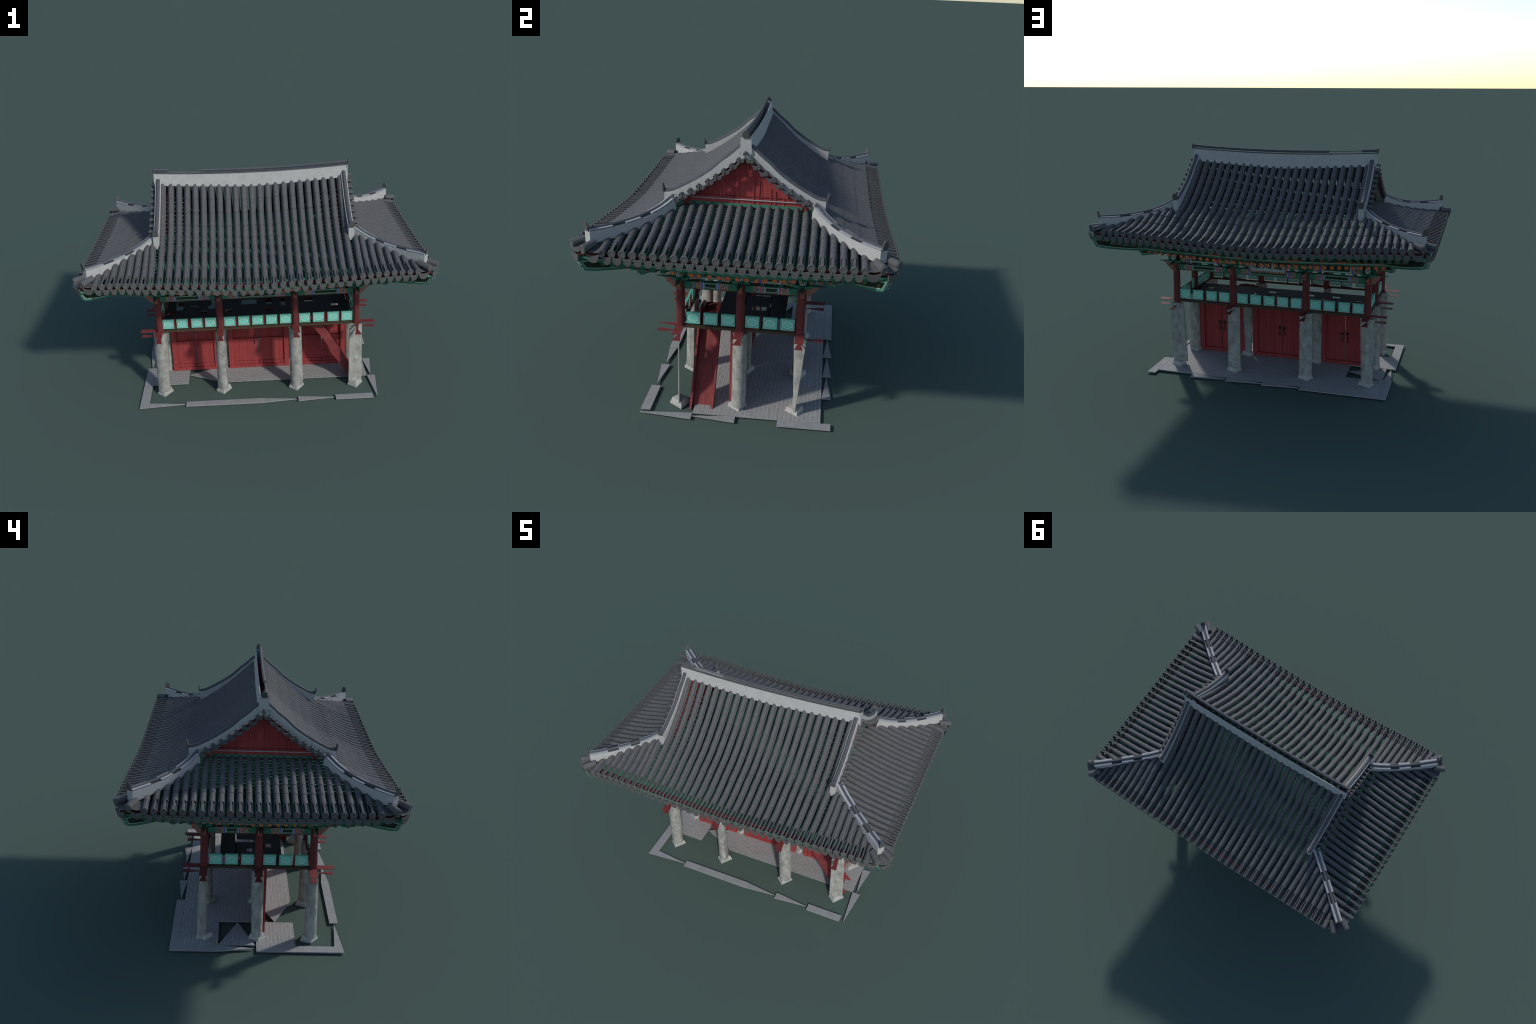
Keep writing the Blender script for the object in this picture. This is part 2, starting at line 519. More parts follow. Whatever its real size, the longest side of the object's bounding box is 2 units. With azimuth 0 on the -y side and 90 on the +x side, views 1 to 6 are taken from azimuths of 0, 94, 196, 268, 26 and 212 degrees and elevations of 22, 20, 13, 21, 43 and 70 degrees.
for s in (-1, 1):
    rows = {}
    for k in range(-19, 20):
        p, L, y0 = front_path(k, s)
        js = [0.0] + [(j - y0) / L for j in JOINTS if (j - y0) / L > 0.12]
        if abs(k) == 19:
            js = [0.0, 0.5]
        row = tile_row(p, Vector((1, 0, 0)), js, hollow=abs(k) < 19)
        rows[k] = (p, L)
        e = p(1.0)
        put("eave_disc", DISC_ME, row, (e.x, e.y + s * 0.002, e.z - R_TILE), eave_rot((0, s)))
    tb = Build()
    for k in range(-19, 19):
        pl_, Ll = rows[k]; pr, Lr = rows[k + 1]
        outer = k if k >= 0 else k + 1
        path_l, path_r = pl_, pr
        if abs(k) != abs(k + 1) and (abs(k) >= 11 or abs(k + 1) >= 11):
            # unequal lengths: both follow the shorter run
            Ls = min(Ll, Lr)
            def clip(path, L, Ls=Ls):
                return lambda t: path(1 - (1 - t) * Ls / L)
            path_l, path_r = clip(pl_, Ll), clip(pr, Lr)
        m = abs(k + 0.5)
        rung = lambda t, m=m: m > 8.2 and 0.08 < t < 0.55 + (m - 8) * 0.02
        trough(tb, path_l, path_r, Vector((1, 0, 0)), min(Ll, Lr), rung=rung)
        a, b = pl_(1.0), pr(1.0)
        c = (a + b) / 2
        put("trough_end", TONGUE_ME, root, (c.x, c.y + s * 0.001, c.z - 0.041), eave_rot((0, s)))
    o = tb.obj("trough_tiles", root)
    o["kind"] = "stuff"

PITCH = 0.0434
def side_path(j, s):
    y = (j + 0.5) * PITCH
    ay = abs(y)
    x0 = 0.537 if ay < 0.27 else max(0.555, hip_x_at(ay) + 0.004)
    def p(t):
        x = lerp(x0, EAVE_XS[s], t)
        return Vector((s * x, y, side_z(x, y)))
    return p, EAVE_XS[s] - x0, x0

SIDE_J = [0.61, 0.68, 0.755, 0.83, 0.908]
for s in (-1, 1):
    rows = {}
    for j in range(-13, 13):
        p, L, x0 = side_path(j, s)
        js = [0.0] + [(q - x0) / L for q in SIDE_J if (q - x0) / L > 0.12]
        edge = j in (-13, 12)
        if edge:
            js = [0.0, 0.5]
        row = tile_row(p, Vector((0, 1, 0)), js, hollow=not edge)
        rows[j] = (p, L)
        e = p(1.0)
        put("eave_disc", DISC_ME, row, (e.x + s * 0.002, e.y, e.z - R_TILE), eave_rot((s, 0)))
    tb = Build()
    for j in range(-13, 12):
        pl_, Ll = rows[j]; pr, Lr = rows[j + 1]
        Ls = min(Ll, Lr)
        def clip(path, L, Ls=Ls):
            return lambda t: path(1 - (1 - t) * Ls / L)
        m = j + 0.5
        lim = 0.50 + 0.02 * abs(m)
        trough(tb, clip(pl_, Ll), clip(pr, Lr), Vector((0, 1, 0)), Ls, piece=0.0170, wl=0.0018, wr=0.0018,
               rung=lambda t, lim=lim: t < lim)
        c = (pl_(1.0) + pr(1.0)) / 2
        put("trough_end", TONGUE_ME, root, (c.x + s * 0.001, c.y, c.z - 0.041), eave_rot((s, 0)))
    o = tb.obj("trough_tiles", root)
    o["kind"] = "stuff"

# fan tiles at the four corners
for sx in (-1, 1):
    for sy in (-1, 1):
        for a, b, zz in (((0.886, 0.622), (0.934, 0.677), 0.960), ((0.930, 0.586), (0.990, 0.615), 0.956)):
            A = Vector((sx * a[0], sy * a[1], zz + 0.010)); B = Vector((sx * b[0], sy * b[1], zz))
            d = (B - A).normalized()
            side = Vector((-d.y, d.x, 0)).normalized()
            bu = Build()
            rings = []
            for k in range(4):
                c = A.lerp(B, k / 3)
                rings.append(d_section(c - Vector((0, 0, 0.018)), side, Vector((0, 0, 1)), 0.0185 * lerp(0.9, 1.03, k / 3), 10))
            bu.ring_loft(rings, TILE)
            row = bu.obj("fan_tile", root, 50)
            put("eave_disc", DISC_ME, row, (B.x + d.x * 0.002, B.y + d.y * 0.002, B.z - 0.018), eave_rot((d.x, d.y)))
        for c, d in (((0.905, 0.674), (0.22, 1)), ((0.970, 0.654), (1, 1)), ((0.980, 0.578), (1, 0.18))):
            put("trough_end", TONGUE_WIDE, root, (sx * c[0], sy * c[1], 0.904), eave_rot((sx * d[0], sy * d[1])))
            # the wide trough tile behind the end
            dv = Vector((sx * d[0], sy * d[1], 0)).normalized()
            sd = Vector((-dv.y, dv.x, 0))
            bu = Build()
            e = Vector((sx * c[0], sy * c[1], 0.922))
            for k in range(4):
                u0, u1 = -0.036 + k * 0.018, -0.018 + k * 0.018
                h = lambda u: 7 * u * u
                q = [e + sd * u0 + Vector((0, 0, h(u0))), e + sd * u1 + Vector((0, 0, h(u1))),
                     e + sd * u1 + Vector((0, 0, h(u1) - 0.003)), e + sd * u0 + Vector((0, 0, h(u0) - 0.003))]
                bu.hexa(q, [p - dv * 0.085 + Vector((0, 0, 0.014)) for p in q], TILE)
            bu.obj("corner_trough_tile", root)

# ------------------------------------------------------------------ plastered ridges
def wall_strip(bu, line, half, mat):
    """line: list of (x, y, zbottom, ztop); vertical wall following it"""
    n = len(line)
    rings = []
    for i, (x, y, z0, z1) in enumerate(line):
        a = Vector(line[max(0, i - 1)][:2]); b = Vector(line[min(n - 1, i + 1)][:2])
        d = (b - a).normalized(); s = Vector((-d.y, d.x)) * half
        rings.append([(x - s.x, y - s.y, z0), (x + s.x, y + s.y, z0), (x + s.x, y + s.y, z1), (x - s.x, y - s.y, z1)])
    bu.ring_loft(rings, mat)

def tube_line(bu, pts, r, mat, n=8):
    rings = []
    for i, p in enumerate(pts):
        p = Vector(p)
        d = (Vector(pts[min(i + 1, len(pts) - 1)]) - Vector(pts[max(i - 1, 0)])).normalized()
        s = d.cross(Vector((0, 0, 1))).normalized(); u = s.cross(d)
        rings.append([p + s * (math.cos(2 * math.pi * k / n) * r) + u * (math.sin(2 * math.pi * k / n) * r) for k in range(n)])
    bu.ring_loft(rings, mat)

def end_mask(loc, ang, tilt, w=0.034, h=0.039):
    """upright plate tile with shaped top closing a ridge"""
    bu = Build()
    prof = [(-0.42, 0), (0.42, 0), (0.46, 0.55), (0.38, 0.68), (0.36, 0.85), (0.18, 1.0), (-0.18, 1.0), (-0.36, 0.85), (-0.38, 0.68), (-0.46, 0.55)]
    bu.hexa([(x * w, -0.003, z * h) for x, z in prof], [(x * w, 0.003, z * h) for x, z in prof], TILE_MASK)
    o = bu.obj("ridge_end_tile", root)
    o.location = loc
    o.rotation_euler = (tilt, 0, ang)

def sag(x):
    return 0.019 * (abs(x) / 0.58) ** 2

# main ridge: two plaster faces with an open slot, cap tube floating above
xs = [lerp(-0.582, 0.582, i / 24) for i in range(25)]
bu = Build()
for sgn in (-1, 1):
    ring = []
    for x in xs:
        y0, y1 = sgn * 0.030, sgn * 0.019
        zt, zb = 1.339 + sag(x), 1.253 + lift(x)
        ring.append([(x, y0, zb), (x, y1, zt), (x, y1 - sgn * 0.004, zt), (x, y0 - sgn * 0.004, zb)])
    bu.ring_loft(ring, PLASTER)
for sgn in (-1, 1):
    bu.span((sgn * 0.5825, -0.024, 1.262), (sgn * 0.5785, 0.024, 1.359), PLASTER)
bu.obj("ridge_wall", root)
bu = Build()
bu.ring_loft([[(x, -0.024, 1.339 + sag(x)), (x, -0.012, 1.339 + sag(x)), (x, -0.012, 1.344 + sag(x)), (x, -0.024, 1.343 + sag(x))] for x in xs], TILE_DARK)
bu.obj("ridge_ledge", root)
bu = Build()
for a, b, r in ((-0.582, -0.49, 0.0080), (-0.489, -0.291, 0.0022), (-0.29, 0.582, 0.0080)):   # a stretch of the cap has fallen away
    tube_line(bu, [(lerp(a, b, i / 12), -0.009, 1.3575 + sag(lerp(a, b, i / 12))) for i in range(13)], r, TILE_DARK)
bu.obj("ridge_cap", root, 50)
for sgn in (-1, 1):
    end_mask((sgn * 0.585, 0, 1.356), math.pi / 2, math.radians(14) * (1), 0.032, 0.034) if sgn > 0 else \
        end_mask((sgn * 0.585, 0, 1.356), math.pi / 2, math.radians(-14), 0.032, 0.034)

# descending gable ridges
T_gable = curve([(0.0, 1.332), (0.041, 1.298), (0.073, 1.268), (0.11, 1.240), (0.146, 1.205), (0.19, 1.172), (0.232, 1.145),
                 (0.298, 1.108), (0.345, 1.088), (0.372, 1.086)])
XG = 0.5575
V_verge = curve([(0.0, 1.289), (0.023, 1.266), (0.056, 1.236), (0.09, 1.210), (0.126, 1.183), (0.163, 1.157), (0.205, 1.131),
                 (0.244, 1.108), (0.283, 1.086), (0.34, 1.062)])
for sx in (-1, 1):
    for sy in (-1, 1):
        ys = [lerp(0.022, 0.368, i / 16) for i in range(17)]
        bu = Build()
        line = []
        for y in ys:
            zb = min(front_z(XG, y) - 0.030, V_verge(y) - 0.002)
            line.append((sx * XG, sy * y, zb, T_gable(y)))
        wall_strip(bu, line, 0.0165, PLASTER)
        bu.obj("gable_ridge_wall", root)
        bu = Build()
        tube_line(bu, [(sx * (XG), sy * y, T_gable(y) + 0.003) for y in ys], 0.0115, TILE_DARK)
        bu.obj("gable_ridge_cap", root, 50)
        end_mask((sx * XG, sy * 0.371, T_gable(0.37) - 0.002), 0, -sy * math.radians(12), 0.036, 0.040)

# hip ridges
hip = [(0.583, 0.324, 1.005, 1.070), (0.632, 0.362, 0.990, 1.040), (0.677, 0.397, 0.976, 1.022), (0.726, 0.437, 0.964, 1.009),
       (0.775, 0.478, 0.955, 1.002), (0.822, 0.519, 0.948, 0.998), (0.876, 0.567, 0.944, 0.997), (0.928, 0.613, 0.942, 0.999)]
for sx in (-1, 1):
    for sy in (-1, 1):
        line = [(sx * x, sy * y, zb, zt) for x, y, zb, zt in hip]
        bu = Build()
        wall_strip(bu, line, 0.0190, PLASTER)
        bu.obj("hip_ridge_wall", root)
        # solid strips darkened as shadowed openings, pale ledge pieces with breaks, round cap
        bu = Build()
        for i0, i1, mat in ((0, 2.3, LEDGE), (2.3, 3.2, SHADOW_STRIP), (3.2, 4.4, LEDGE), (4.4, 5.4, SHADOW_STRIP), (5.4, 7, LEDGE)):
            m = 4
            for side in (-1, 1):
                ring = []
                for q in range(m + 1):
                    t = lerp(i0, i1, q / m); a = min(int(t), 6); f = t - a
                    p = [lerp(line[a][c], line[a + 1][c], f) for c in range(4)]
                    d = Vector((line[a + 1][0] - line[a][0], line[a + 1][1] - line[a][1])).normalized()
                    nrm = Vector((-d.y, d.x)) * side
                    o0, o1 = nrm * 0.007, nrm * (0.0200 if mat is LEDGE else 0.0180)
                    z = p[3] + (0.003 if mat is LEDGE else -0.003)
                    ring.append([(p[0] + o0.x, p[1] + o0.y, z), (p[0] + o1.x, p[1] + o1.y, z), (p[0] + o1.x, p[1] + o1.y, z + 0.003), (p[0] + o0.x, p[1] + o0.y, z + 0.004)])
                bu.ring_loft(ring, mat)
        bu.obj("hip_ledge", root)
        bu = Build()
        tube_line(bu, [(x, y, zt + 0.006) for x, y, zb, zt in line], 0.0085, TILE_DARK)
        bu.obj("hip_cap", root, 50)
        ang = math.atan2(sy * (0.613 - 0.567), sx * (0.928 - 0.876)) - math.pi / 2
        end_mask((sx * 0.930, sy * 0.6145, 0.999), ang, math.radians(-8), 0.034, 0.042)

# gable verge: short cover tiles pointing outward, with tongues between, and their eave board
for sx in (-1, 1):
    ts = [0.0] + [s * y for s in (-1, 1) for y in (0.030, 0.062, 0.096, 0.132, 0.168, 0.209, 0.248, 0.287, 0.324)]
    for y in ts:
        z = V_verge(abs(y)) + 0.006
        bu = Build()
        rings = []
        for k, x in enumerate((0.574, 0.587, 0.600)):
            rings.append(d_section(Vector((sx * x, y, z - 0.006)), Vector((0, 1, 0)), Vector((0, 0, 1)), 0.0090, 8))
        bu.ring_loft(rings, TILE)
        row = bu.obj("verge_tile", root, 50)
        d = put("eave_disc", DISC_ME, row, (sx * 0.601, y, z - 0.006), eave_rot((sx, 0)))
        d.scale = (0.56, 1, 0.50)
    srt = sorted(ts)
    for a, b in zip(srt, srt[1:]):
        y = (a + b) / 2
        z = (V_verge(abs(a)) + V_verge(abs(b))) / 2 - 0.012
        t = put("trough_end", TONGUE_ME, root, (sx * 0.600, y, z), eave_rot((sx, 0)))
        t.scale = (0.66, 1, 0.55)
    bu = Build()
    yy = [lerp(-0.335, 0.335, i / 24) for i in range(25)]
    bu.ring_loft([[(sx * 0.575, y, V_verge(abs(y)) - 0.024), (sx * 0.595, y, V_verge(abs(y)) - 0.024),
                   (sx * 0.595, y, V_verge(abs(y)) - 0.018), (sx * 0.575, y, V_verge(abs(y)) - 0.014)] for y in yy], TILE_DARK)
    bu.obj("verge_board", root)
    # gable wall with battens, groove and metal bar
    bu = Build()
    def gz(y):
        return front_z(0.5, abs(y)) - 0.036
    prof = [(y, gz(y)) for y in [lerp(-0.285, 0.285, i / 16) for i in range(17)]]
    ring0 = [(sx * 0.520, -0.285, 1.02)] + [(sx * 0.520, y, z) for y, z in prof] + [(sx * 0.520, 0.285, 1.02)]
    ring1 = [(sx * 0.530, p[1], p[2]) for p in ring0]
    bu.hexa(ring0, ring1, GABLE)
    wall = bu.obj("gable_wall", root)
    bu = Build()
    for y in (-0.135, -0.115, -0.06, -0.035, 0.035, 0.06, 0.115, 0.135, 0.175):
        bu.span((sx * 0.530, y - 0.004, 1.035), (sx * 0.534, y + 0.004, min(gz(y) - 0.05, 1.17)), GABLE)
    for sy in (-1, 1):
        a, b = Vector((sx * 0.531, 0, 1.200)), Vector((sx * 0.531, sy * 0.195, 1.074))
        dirv = (b - a).normalized(); up = Vector((0, -dirv.z * sy, abs(dirv.y))) * 0.02
        q = [a, b, b + Vector((0, 0, 0.05)), a + Vector((0, 0, 0.035))]
        bu.hexa(q, [p + Vector((sx * 0.005, 0, 0)) for p in q], GABLE)
    bu.span((sx * 0.530, -0.235, 1.076), (sx * 0.5345, 0.235, 1.079), RED_DARK)
    bu.obj("gable_batten", wall)
    bu = Build()
    bu.span((sx * 0.532, -0.255, 1.061), (sx * 0.538, 0.255, 1.0645), LEDGE)
    bu.obj("gable_bar", wall)
    bu = Build()
    bu.span((sx * 0.520, -0.262, 1.028), (sx * 0.536, 0.262, 1.043), GREEN)
    bu.obj("gable_sill", wall)

# ------------------------------------------------------------------ board under the tiles
G_board = curve([(0.0, 0.862), (0.10, 0.868), (0.20, 0.878), (0.36, 0.888), (0.664, 0.892)])
def board_z(x, y):
    d = min(0.664 - abs(y), 0.958 - abs(x))
    return G_board(d) + 0.6 * lift(x) * max(0.0, 1 - d / 0.25)
bu = Build()
nx, ny = 96, 66
grid = []
for i in range(nx + 1):
    x = lerp(-0.958, 0.958, i / nx)
    grid.append(bu.add([(x, lerp(-0.664, 0.664, j / ny), board_z(x, lerp(-0.664, 0.664, j / ny))) for j in range(ny + 1)]))
for i in range(nx):
    for j in range(ny):
        a, b = grid[i] + j, grid[i + 1] + j
        bu.face((a, b, b + 1, a + 1), GREEN_BOARD)
o = bu.obj("roof_board", root, 40)
md = o.modifiers.new("thickness", "SOLIDIFY")
md.thickness = 0.006
md.offset = -1

# ------------------------------------------------------------------ eave boards
def eave_rim(fy, fx, zmid, zcor, layers, name):
    """closed frame following the eave curve; layers: (dz0, dz1, inset, depth, material)"""
    for dz0, dz1, inset, depth, mat in layers:
        bu = Build()
        for s in (-1, 1):
            n = 28
            ring = []
            for i in range(n + 1):
                x = lerp(-fx, fx, i / n)
                z = lerp(zmid, zcor, min(1, (abs(x) / 0.85)) ** 1.6)
                y0, y1 = s * (fy - inset), s * (fy - inset - depth)
                ring.append([(x, y0, z + dz0), (x, y1, z + dz0), (x, y1, z + dz1), (x, y0, z + dz1)])
            bu.ring_loft(ring, mat)
            ring = []
            for i in range(n + 1):
                y = lerp(-fy + inset + depth + 0.0005, fy - inset - depth - 0.0005, i / n)
                z = lerp(lerp(zmid, zcor, 0.25), zcor, (abs(y) / fy) ** 2.2)
                x0, x1 = s * (fx - inset), s * (fx - inset - depth)
                ring.append([(x0, y, z + dz0), (x1, y, z + dz0), (x1, y, z + dz1), (x0, y, z + dz1)])
            bu.ring_loft(ring, mat)
        bu.obj(name, root)
eave_rim(0.656, 0.952, 0.843, 0.876, [(0.0, 0.010, 0.0, 0.02, GREEN), (0.010, 0.0135, -0.001, 0.02, WHITE),
                                      (0.0135, 0.019, 0.003, 0.02, GREEN_DK), (0.019, 0.040, 0.006, 0.014, RED_DARK)], "eave_board")
eave_rim(0.450, 0.768, 0.763, 0.790, [(0.0, 0.008, 0.0, 0.016, GREEN), (0.008, 0.011, -0.001, 0.016, WHITE),
                                      (0.011, 0.020, 0.006, 0.010, ORANGE)], "rafter_board")

# soffit boards closing the eave between the two rims
bu = Build()
rows_ = []
n = 24
outer, inner = (0.950, 0.654), (0.770, 0.452)
def rim_points(hx, hy):
    pts = [(lerp(-hx, hx, i / n), -hy) for i in range(n)] + [(hx, lerp(-hy, hy, i / n)) for i in range(n)]
    return pts + [(-x, -y) for x, y in pts]
def soffit_z(x, y, out):
    u = min(1.0, abs(x) / 0.85) ** 1.6
    return (lerp(0.853, 0.884, u) if out else lerp(0.786, 0.812, u))
for hx, hy, out in ((*outer, True), (*inner, False)):
    rows_.append([(x, y, soffit_z(x, y, out)) for x, y in rim_points(hx, hy)])
lo_o, lo_i = bu.add(rows_[0]), bu.add(rows_[1])
hi_o, hi_i = bu.add([(x, y, z + 0.004) for x, y, z in rows_[0]]), bu.add([(x, y, z + 0.004) for x, y, z in rows_[1]])
m4 = 4 * n
for i in range(m4):
    j = (i + 1) % m4
    bu.face((lo_o + i, lo_o + j, lo_i + j, lo_i + i), GREEN_DK)
    bu.face((hi_o + i, hi_i + i, hi_i + j, hi_o + j), GREEN_BOARD)
    bu.face((lo_o + i, hi_o + i, hi_o + j, lo_o + j), GREEN_DK)
    bu.face((lo_i + i, lo_i + j, hi_i + j, hi_i + i), GREEN_DK)
bu.obj("soffit_board", root)

# ------------------------------------------------------------------ round rafters with painted ends
def rafter_mesh():
    bu = Build()
    n = 12
    c = [(0.0125 * math.cos(2 * math.pi * i / n), 0.0125 * math.sin(2 * math.pi * i / n)) for i in range(n)]
    a = bu.add([(x, y, 0) for x, y in c]); b = bu.add([(x, y, -0.030) for x, y in c]); d = bu.add([(x, y, -0.20) for x, y in c])
    for i in range(n):
        j = (i + 1) % n
        bu.face((a + i, a + j, b + j, b + i), PATTERN)
        bu.face((b + i, b + j, d + j, d + i), GREEN)
    bu.face([a + i for i in range(n)], FLOWER)
    bu.face([d + i for i in reversed(range(n))], GREEN)
    o = bu.obj("rafter", None, 40); me = o.data
    bpy.data.objects.remove(o)
    return me
RAFTER = rafter_mesh()
def place_rafter(end, plan_dir, rise=0.33):
    d = Vector((plan_dir[0], plan_dir[1], 0)).normalized() - Vector((0, 0, rise))
    o = put("rafter", RAFTER, root, end)
    o.rotation_euler = d.to_track_quat("Z", "Y").to_euler()
for s in (-1, 1):
    for i in range(-17, 18):
        x = 0.0415 * i
        fan = max(0, (abs(x) - 0.42) / 0.32)
        z = 0.742 + 0.030 * min(1, abs(x) / 0.70) ** 1.6
        place_rafter((x, s * 0.447, z), (math.copysign(fan * 0.8, x), s))
    for i in range(-10, 11):
        y = 0.0415 * i
        if abs(y) > 0.42:
            continue
        fan = max(0, (abs(y) - 0.20) / 0.24)
        place_rafter((s * 0.765, y, 0.760 + 0.018 * (abs(y) / 0.42) ** 1.6), (s, math.copysign(fan * 0.7, y)))

# square flying rafters with striped flanks
def flying_mesh():
    bu = Build()
    L, w, h = 0.20, 0.0070, 0.0100
    bands = [(-0.0012, 0, GREEN_DK), (0, 0.002, YELLOW), (0.002, 0.016, GREEN), (0.016, 0.020, RED), (0.020, 0.026, CORAL), (0.026, 0.034, BLUE),
             (0.034, 0.041, RED_DARK), (0.041, 0.043, YELLOW), (0.043, L, GREEN)]
    for a, b, mat in bands:
        bu.span((-w, -a, -h), (w, -b, h), mat)
    o = bu.obj("flying_rafter", None); me = o.data
    bpy.data.objects.remove(o)
    return me
FLYING = flying_mesh()
def place_flying(end, plan_dir, rise=-0.24):
    o = put("flying_rafter", FLYING, root, end)
    o.rotation_euler = (math.atan(-rise), 0, math.atan2(plan_dir[1], plan_dir[0]) - math.pi / 2)
for s in (-1, 1):
    for i in range(-20, 21):
        x = 0.0425 * i
        if abs(x) < 0.52 and rnd.random() < 0.6:
            continue
        fan = max(0, (abs(x) - 0.48) / 0.42)
        z = 0.833 + 0.033 * min(1, abs(x) / 0.85) ** 1.6
        place_flying((x, s * 0.640, z - 0.003), (math.copysign(fan * 0.75, x), s))
    for i in range(-13, 14):
        y = 0.0425 * i
        if abs(y) < 0.28 and rnd.random() < 0.6:
            continue
        fan = max(0, (abs(y) - 0.25) / 0.30)
        z = 0.840 + 0.024 * (abs(y) / 0.55) ** 2.2
        place_flying((s * 0.936, y, z - 0.003), (s, math.copysign(fan * 0.6, y)))

# hip rafters: upper long beam and lower short one, framed flanks, white knot on the end
for sx in (-1, 1):
    for sy in (-1, 1):
        def beam(a, b, h0, h1, hw, name, belly):
            bu = Build()
            A, B = Vector((sx * a[0], sy * a[1], a[2])), Vector((sx * b[0], sy * b[1], b[2]))
            d2 = Vector((B.x - A.x, B.y - A.y, 0)).normalized()
            side = Vector((-d2.y, d2.x, 0)) * hw
            n = 8
            rings = []
            for k in range(n + 1):
                t = k / n
                p = A.lerp(B, t)
                h = lerp(h0, h1, t) + belly * math.sin(t * math.pi)
                top, bot = p, p - Vector((0, 0, h)) - (d2 * 0.022 if k == n else Vector((0, 0, 0)))
                rings.append([top - side, top + side, bot + side, bot - side])
            bu.ring_loft(rings, GREEN)
            # dark inset field framed by a white line on both flanks
            for sg in (-1, 1):
                for inset, mat, off in ((0.010, WHITE, 0.0006), (0.013, INNER, 0.0012)):
                    for k in range(n):
                        t0, t1 = max(0.02, k / n), min((k + 1) / n, 1 - inset * 2.2)
                        if t1 <= t0:
                            continue
                        q = []
                        for t in (t0, t1):
                            p = A.lerp(B, t); h = lerp(h0, h1, t) + belly * math.sin(t * math.pi)
                            lean = d2 * (0.022 * t ** 8)
                            q.append((p - Vector((0, 0, inset * 0.8)), p - Vector((0, 0, h - inset)) - lean))
                        o_ = side.normalized() * sg * (hw + off)
                        ring = [q[0][0], q[1][0], q[1][1], q[0][1]]
                        bu.hexa([r + side.normalized() * sg * (hw - 0.002) for r in ring], [r + o_ for r in ring], mat)
            # end face ornament
            e_top, e_bot = B - Vector((0, 0, 0.008)), B - Vector((0, 0, h1 - 0.008)) - d2 * 0.018
            nrm = d2 * 0.0012
            s9 = side * 0.78
            e_top = e_top - d2 * 0.003
            ring = [e_top - s9, e_top + s9, e_bot + s9, e_bot - s9]
            bu.hexa([r - d2 * 0.004 for r in ring], [r + nrm for r in ring], KNOT)
            return bu.obj(name, root)
        beam((0.60, 0.325, 0.815), (0.966, 0.648, 0.884), 0.045, 0.052, 0.015, "hip_rafter", 0.012)
        beam((0.50, 0.235, 0.822), (0.772, 0.455, 0.786), 0.040, 0.036, 0.014, "lower_hip_rafter", 0.010)

# ------------------------------------------------------------------ posts, beams, brackets
YP, XP = 0.287, 0.600
POSTS = [(x, s * YP) for s in (-1, 1) for x in (-XP, -0.229, 0.229, XP)] + [(-XP, 0.0), (XP, 0.0)]
for x, y in POSTS:
    bu = Build()
    n = 8
    off = math.pi / 8
    def ring(r, z):
        return [(x + r * math.cos(off + 2 * math.pi * i / n), y + r * math.sin(off + 2 * math.pi * i / n), z) for i in range(n)]
    bu.ring_loft([ring(0.019, 0.428), ring(0.0215, 0.436), ring(0.0205, 0.72)], RED)
    bu.obj("post", root, 30)

def beam_run(a, b, axis, const, z0, z1, out, first):
    """painted tie beam between posts along one axis; out = outward sign"""
    bu = Build()
    L = b - a
    cuts = [(0, 0.040, GREEN), (0.040, 0.078, PATTERN), (0.078, 0.083, CORAL), (0.083, 0.090, BLUE), (0.090, 0.093, WHITE)]
    segs = [(a + u, a + v, m) for u, v, m in cuts] + [(a + 0.093, b - 0.093, GREEN)] + [(b - v, b - u, m) for u, v, m in reversed(cuts)]
    for u, v, m in segs:
        lo, hi = [u, const - 0.014, z0 + 0.003], [v, const + 0.014, z1]
        if axis == "y":
            lo[0], lo[1], hi[0], hi[1] = lo[1], lo[0], hi[1], hi[0]
        bu.span(lo, hi, m)
    for inset, m, off in ((0.004, WHITE, 0.0006), (0.006, INNER, 0.0012)):
        for sg in (-1, 1):
            lo = [a + 0.093 + inset, const + sg * 0.012, z0 + 0.003 + inset + 0.003]; hi = [b - 0.093 - inset, const + sg * (0.014 + off), z1 - inset]
            if axis == "y":
                lo[0], lo[1], hi[0], hi[1] = lo[1], lo[0], hi[1], hi[0]
            bu.span(lo, hi, m)
    lo, hi = [a, const - 0.0148, z0], [b, const + 0.0148, z0 + 0.003]
    if axis == "y":
        lo[0], lo[1], hi[0], hi[1] = lo[1], lo[0], hi[1], hi[0]
    bu.span(lo, hi, RED_DARK)
    bu.obj("tie_beam", root)

def purlin_run(a, b, axis, const):
    """upper beam with big flower ornament, and the little blocks below it"""
    bu = Build()
    z0, z1 = 0.690, 0.752
    cuts = [(0, 0.035, GREEN), (0.035, 0.075, PATTERN_BIG), (0.075, 0.084, BLUE), (0.084, 0.090, CORAL), (0.090, 0.094, WHITE)]
    segs = [(a + u, a + v, m) for u, v, m in cuts] + [(a + 0.094, b - 0.094, GREEN)] + [(b - v, b - u, m) for u, v, m in reversed(cuts)]
    def sp(lo, hi, m):
        if axis == "y":
            lo, hi = [lo[1], lo[0], lo[2]], [hi[1], hi[0], hi[2]]
        bu.span(lo, hi, m)
    for u, v, m in segs:
        sp([u, const - 0.016, z0], [v, const + 0.016, z1], m)
    for sg in (-1, 1):
        sp([a + 0.099, const + sg * 0.014, z0 + 0.014], [b - 0.099, const + sg * 0.0168, z1 - 0.006], INNER)
        sp([a + 0.094, const + sg * 0.014, z0 + 0.004], [b - 0.094, const + sg * 0.0175, z0 + 0.009], WHITE)
    n = max(2, round((b - a) / 0.075))
    for i in range(1, n):
        u = lerp(a, b, i / n)
        sp([u - 0.010, const - 0.012, 0.674], [u + 0.010, const + 0.012, 0.689], GREEN_DK)
    bu.obj("purlin", root)

